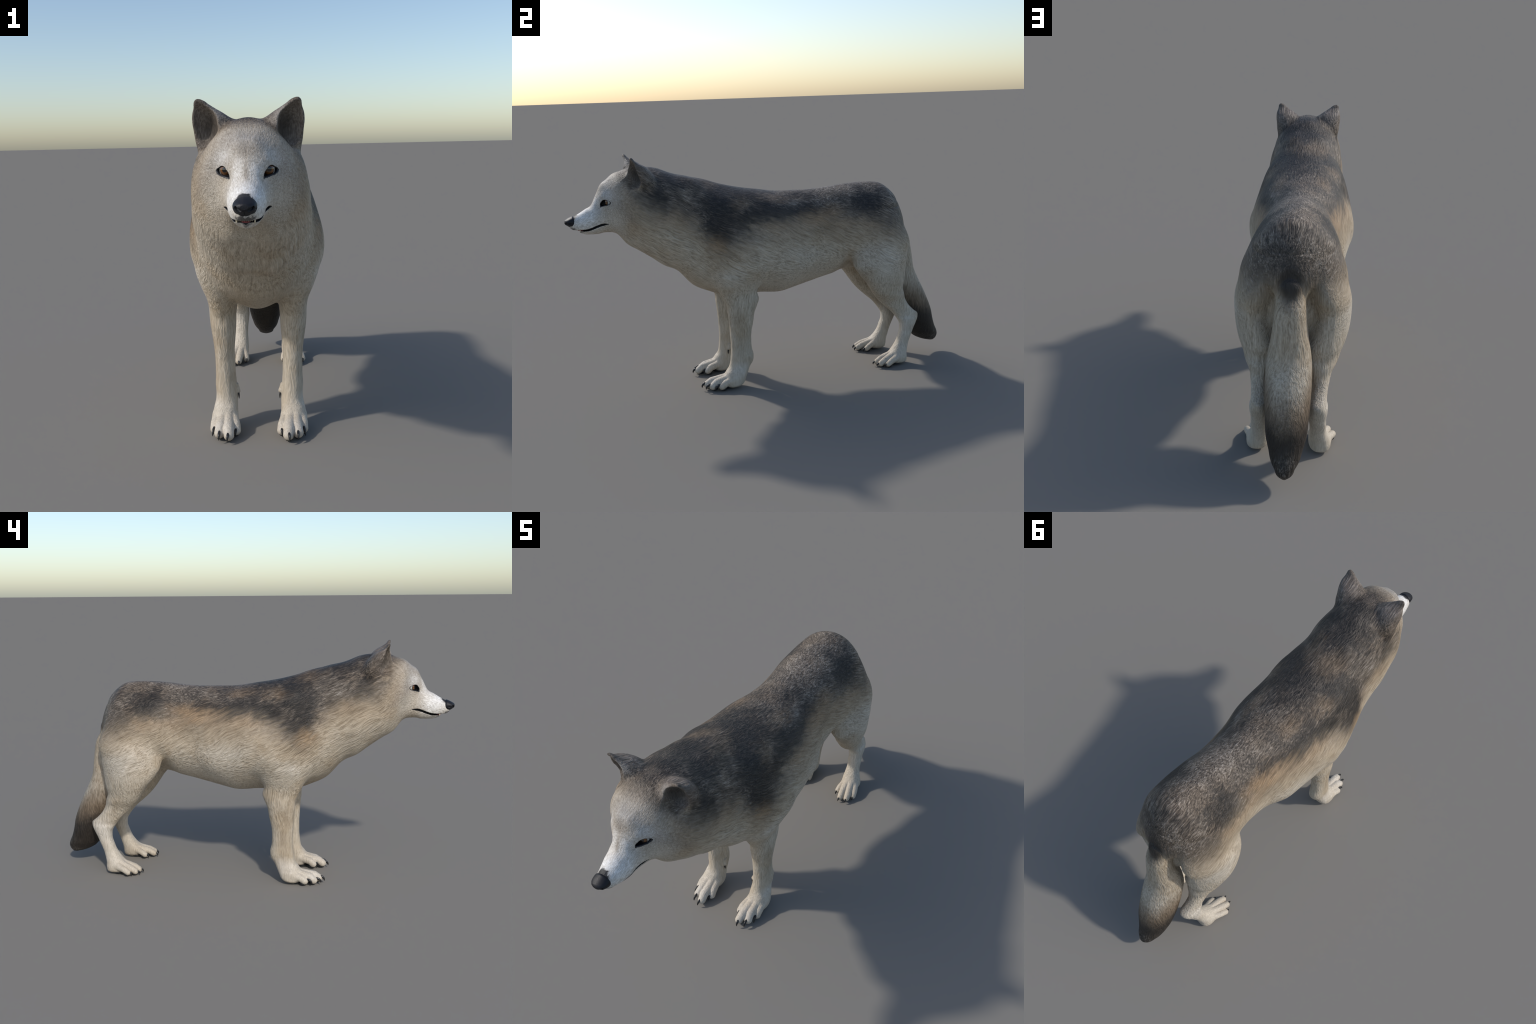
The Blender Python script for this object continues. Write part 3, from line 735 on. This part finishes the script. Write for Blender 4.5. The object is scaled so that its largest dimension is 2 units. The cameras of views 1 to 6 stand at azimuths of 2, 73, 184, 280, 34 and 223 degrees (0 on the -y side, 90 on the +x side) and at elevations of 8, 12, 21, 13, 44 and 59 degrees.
# ---------------------------------------------------------------- one skin, then split by region
HX = 0.0025
X = np.arange(HX/2, 0.262, HX)
Y = axis_nodes([(-0.992, -0.690, 0.0022), (-0.690, -0.410, 0.0040), (-0.410, -0.280, 0.0030), (-0.280, 0.540, 0.0042), (0.540, 0.650, 0.0030), (0.650, 1.020, 0.0042)])
Z = axis_nodes([(-0.004, 0.070, 0.0025), (0.070, 0.824, 0.0042), (0.824, 1.010, 0.0020), (1.010, 1.200, 0.0030)])
V, Q = level_set(skin, X, Y, Z)
V = relax(V, Q, 1, 0.4)
V = settle(skin, V, 2)
cen = V[Q].mean(1); acx = abs(cen[:, 0])
Mc = np.column_stack([acx, cen[:, 1], cen[:, 2]])
d = skin.parts(cen)
region = np.full(len(Q), 0)       # 0 torso 1 neck 2 head 3 ear 4 forelimb 5 paw 6 hindlimb 7 hind paw 8 tail
cy, cz = cen[:, 1], cen[:, 2]
region[cy < -0.385 - (cz - 0.80)*(-0.35)] = 1
region[cy < -0.640 + (cz - 0.95)*0.42] = 2
region[(d['ear'] < d['trunk'] - 0.004) & (cz > 1.03) & (acx > 0.075) & (cy < -0.575)] = 3
fl = (d['fore'] < d['trunk'] + 0.004) & (cz < 0.60); region[fl] = 4
region[fl & (cz < 0.118)] = 5
hl = (d['hind'] < d['trunk'] + 0.004) & (d['hind'] < d['tail']) & (cz < 0.70) & (cy > 0.35); region[hl] = 6
region[hl & (cz < 0.105)] = 7
region[(d['tail'] < d['trunk']) & (d['tail'] <= d['hind']) & (cy > 0.70)] = 8
hollow = (region == 3) & (abs(sd_hollow(Mc)) < 0.0035) & (sd_limb(EAR_T, *Mc.T) < -0.0012)
near = cy < -0.70
lips = np.zeros(len(Q), bool)
lm = sd_mouth(Mc[near]); lo = sd_lid_opening(Mc[near]); tr = sd_trunk(skin.t, *Mc[near].T)
lips[near] = ((abs(lm) < 0.0022) & (tr < -0.0022)) | ((abs(lo) < 0.0030) & (tr < -0.0010) & (Mc[near][:, 2] > 0.93))

whole = bpy.data.meshes.new('whole'); whole.from_pydata([tuple(v) for v in V], [], [tuple(int(i) for i in q) for q in Q])
whole.validate()
nrm = np.zeros(len(V)*3); whole.vertices.foreach_get('normal', nrm); nrm = nrm.reshape(-1, 3)
bpy.data.meshes.remove(whole)

def piece(name, mask, mats, slot=None, parent=None):
    f = np.where(mask)[0]; used, inv = np.unique(Q[f], return_inverse=True); inv = inv.reshape(-1, 4)
    ob = add(name, V[used], inv, mats[0], parent)
    for m in mats[1:]: ob.data.materials.append(m)
    if slot is not None: ob.data.polygons.foreach_set('material_index', slot[f].astype(np.int32))
    ob.data.normals_split_custom_set_from_vertices([tuple(n) for n in nrm[used]])
    return ob

left = cen[:, 0] < 0
piece('torso', region == 0, [FUR]); piece('neck', region == 1, [FUR])
HEAD = piece('head', region == 2, [FUR, LIP], lips)
piece('tail', region == 8, [FUR_TAIL])
PAWS = {}
for side in (left, ~left):
    piece('ear', (region == 3) & side, [FUR, FUR_HOLLOW], hollow, HEAD)
    fo = piece('forelimb', (region == 4) & side, [FUR]); hi = piece('hindlimb', (region == 6) & side, [FUR])
    sx = -1 if side is left else 1
    PAWS[sx, 0] = piece('paw', (region == 5) & side, [FUR], parent=fo)
    PAWS[sx, 1] = piece('paw', (region == 7) & side, [FUR], parent=hi)

# ---------------------------------------------------------------- claws, pads
def tube(name, pts, radii, mat, parent, seg=12, flat=1.0):
    """tapered horn swept along a curve"""
    P = np.array(pts, float); n = len(P); vs = []; fs = []
    for i in range(n):
        t = P[min(i+1, n-1)] - P[max(i-1, 0)]; t /= np.linalg.norm(t)
        a = np.cross(t, [1, 0, 0]); a /= np.linalg.norm(a); b = np.cross(t, a)
        for k in range(seg):
            w = 2*math.pi*k/seg
            vs.append(P[i] + radii[i]*(a*math.cos(w) + b*math.sin(w)*flat))
    for i in range(n - 1):
        for k in range(seg):
            k2 = (k + 1) % seg
            fs.append((i*seg + k, i*seg + k2, (i+1)*seg + k2, (i+1)*seg + k))
    fs.append(tuple(range(seg))[::-1]); fs.append(tuple((n-1)*seg + k for k in range(seg)))
    return add(name, vs, fs, mat, parent)
def bez(a, b, c, n): return [tuple((1-t)**2*np.array(a) + 2*t*(1-t)*np.array(b) + t*t*np.array(c)) for t in np.linspace(0, 1, n)]
# claw: root, bend, tip
FORE_CLAWS = [((0.083, -0.333, 0.031), (0.085, -0.352, 0.031), (0.087, -0.350, 0.008)), ((0.109, -0.378, 0.033), (0.111, -0.402, 0.033), (0.112, -0.4015, 0.011)),
              ((0.142, -0.358, 0.033), (0.1425, -0.388, 0.034), (0.143, -0.3875, 0.011)), ((0.164, -0.318, 0.032), (0.167, -0.343, 0.033), (0.169, -0.3445, 0.010))]
HIND_CLAWS = [((0.089, 0.598, 0.021), (0.088, 0.582, 0.021), (0.089, 0.586, 0.006)), ((0.126, 0.560, 0.022), (0.125, 0.542, 0.023), (0.124, 0.545, 0.006)),
              ((0.162, 0.566, 0.022), (0.161, 0.548, 0.023), (0.160, 0.552, 0.006)), ((0.184, 0.599, 0.021), (0.185, 0.584, 0.021), (0.185, 0.588, 0.006))]
PADS = {0: [((0.085, -0.318, 0.009), (0.012, 0.016, 0.009)), ((0.107, -0.364, 0.009), (0.013, 0.018, 0.009)), ((0.142, -0.343, 0.009), (0.013, 0.018, 0.009)), ((0.161, -0.300, 0.009), (0.012, 0.016, 0.009)), ((0.126, -0.262, 0.009), (0.034, 0.034, 0.009))],
        1: [((0.092, 0.613, 0.008), (0.010, 0.014, 0.008)), ((0.127, 0.574, 0.008), (0.011, 0.015, 0.008)), ((0.160, 0.582, 0.008), (0.011, 0.015, 0.008)), ((0.181, 0.614, 0.008), (0.010, 0.014, 0.008)), ((0.134, 0.668, 0.008), (0.034, 0.038, 0.008))]}
def ball(c, r, u=20, v=12):
    vs = [(c[0], c[1], c[2] + r[2])]; fs = []
    for i in range(1, v):
        for k in range(u):
            a = math.pi*i/v; b = 2*math.pi*k/u
            vs.append((c[0] + r[0]*math.sin(a)*math.cos(b), c[1] + r[1]*math.sin(a)*math.sin(b), c[2] + r[2]*math.cos(a)))
    vs.append((c[0], c[1], c[2] - r[2]))
    for k in range(u):
        fs.append((0, 1 + k, 1 + (k+1) % u)); fs.append((len(vs)-1, 1 + (v-2)*u + (k+1) % u, 1 + (v-2)*u + k))
    for i in range(v - 2):
        for k in range(u): fs.append((1 + i*u + k, 1 + (i+1)*u + k, 1 + (i+1)*u + (k+1) % u, 1 + i*u + (k+1) % u))
    return vs, fs
CLAW_R = [0.0068, 0.0071, 0.0070, 0.0066, 0.0058, 0.0047, 0.0033, 0.0010]
for (sx, kind), paw in PAWS.items():
    limb = paw.parent; mir = lambda p: (sx*p[0], p[1], p[2])
    claws = list(FORE_CLAWS if kind == 0 else HIND_CLAWS)
    if kind == 0: claws.append(((0.081, -0.205, 0.131), (0.0765, -0.213, 0.124), (0.0775, -0.210, 0.104)))
    for a, b, c in claws:
        k = (0.70 if a[2] > 0.1 else 0.95) if kind == 0 else 0.82
        tube('claw', bez(mir(a), mir(b), mir(c), 8), [q*k for q in CLAW_R], HORN, limb, flat=0.75)
    for c, r in PADS[kind]:
        vs, fs = ball(mir(c), r); add('paw_pad', vs, fs, PAD, limb)

# ---------------------------------------------------------------- eyes, nose, teeth, tongue
for sx in (-1, 1):
    vs, fs = ball((0, 0, 0), (EYE_R,)*3, 40, 24)
    ob = add('eye', vs, fs, EYE, HEAD)
    dr = Vector((sx*EYE_DIR[0], EYE_DIR[1], EYE_DIR[2])).normalized()
    ob.location = (sx*EYE_C[0], EYE_C[1], EYE_C[2]); ob.rotation_mode = 'QUATERNION'; ob.rotation_quaternion = Vector((0, -1, 0)).rotation_difference(dr)

NOSE_SECTIONS = {
 -0.9985: (0.8890, 0.9015, 0.0110, 1, 1, 1, 1, 1, 1, 1), -0.9960: (0.8850, 0.9045, 0.0180, 1, 1, 1, 1, 1, 1, 1), -0.9900: (0.8800, 0.9085, 0.0250, 0.98, 0.97, 0.98, 1, 1.02, 1.02, 1),
 -0.9800: (0.8730, 0.9140, 0.0300, 0.96, 0.93, 0.96, 1, 1.04, 1.03, 1), -0.9690: (0.8660, 0.9190, 0.0320, 0.95, 0.92, 0.95, 1, 1.05, 1.04, 1), -0.9600: (0.8615, 0.9215, 0.0325, 0.95, 0.92, 0.95, 1, 1.05, 1.04, 1),
 -0.9540: (0.8630, 0.9180, 0.0300, 0.95, 0.92, 0.95, 1, 1.04, 1.03, 1), -0.9500: (0.8700, 0.9100, 0.0220, 0.95, 0.92, 0.95, 1, 1.04, 1.03, 1)}
NT = trunk_tables(NOSE_SECTIONS)
def nose_fn(P):
    x = abs(P[:, 0]); M = np.column_stack([x, P[:, 1], P[:, 2]])
    f = sd_trunk(NT, x, P[:, 1], P[:, 2]) 
    hole = cone(M, (0.0135, -0.9935, 0.8870), (0.0215, -0.9885, 0.8940), 0.0056, 0.0044)
    slit = cone(M, (0.0220, -0.9860, 0.8935), (0.0310, -0.9700, 0.8895), 0.0030, 0.0012)
    f = smax(f, -np.minimum(hole, slit), 0.003)
    groove = np.maximum(x - 0.0010, P[:, 2] - 0.886)
    return smax(f, -np.maximum(groove, -(sd_trunk(NT, x, P[:, 1], P[:, 2]) + 0.0015)), 0.0015)
nx = np.arange(0.0005, 0.040, 0.0010); ny = np.arange(-1.004, -0.942, 0.0011); nz = np.arange(0.852, 0.930, 0.0011)
nv, nq = level_set(nose_fn, nx, ny, nz)
nv = settle(nose_fn, relax(nv, nq, 1, 0.4), 1, 0.0006, 0.0005)
add('nose', nv, nq, NOSE, HEAD)

def tooth(a, b, c, r):
    for sx in (-1, 1):
        tube('tooth', bez(*[(sx*p[0], p[1], p[2]) for p in (a, b, c)], 6), [r, r, r*0.9, r*0.7, r*0.4, r*0.08], TOOTH, HEAD, 10)
tooth((0.0245, -0.9300, 0.8590), (0.0250, -0.9320, 0.8530), (0.0243, -0.9280, 0.8460), 0.0030)
for i, xx in enumerate((0.0025, 0.0075, 0.0125, 0.0175)):
    tooth((xx, -0.9420 + 0.03*xx, 0.8585), (xx, -0.9430 + 0.03*xx, 0.8560), (xx, -0.9420 + 0.03*xx, 0.8535), 0.0019)
vs, fs = ball((0, -0.927, 0.8515), (0.0125, 0.0120, 0.0025)); add('tongue', vs, fs, TONGUE, HEAD)
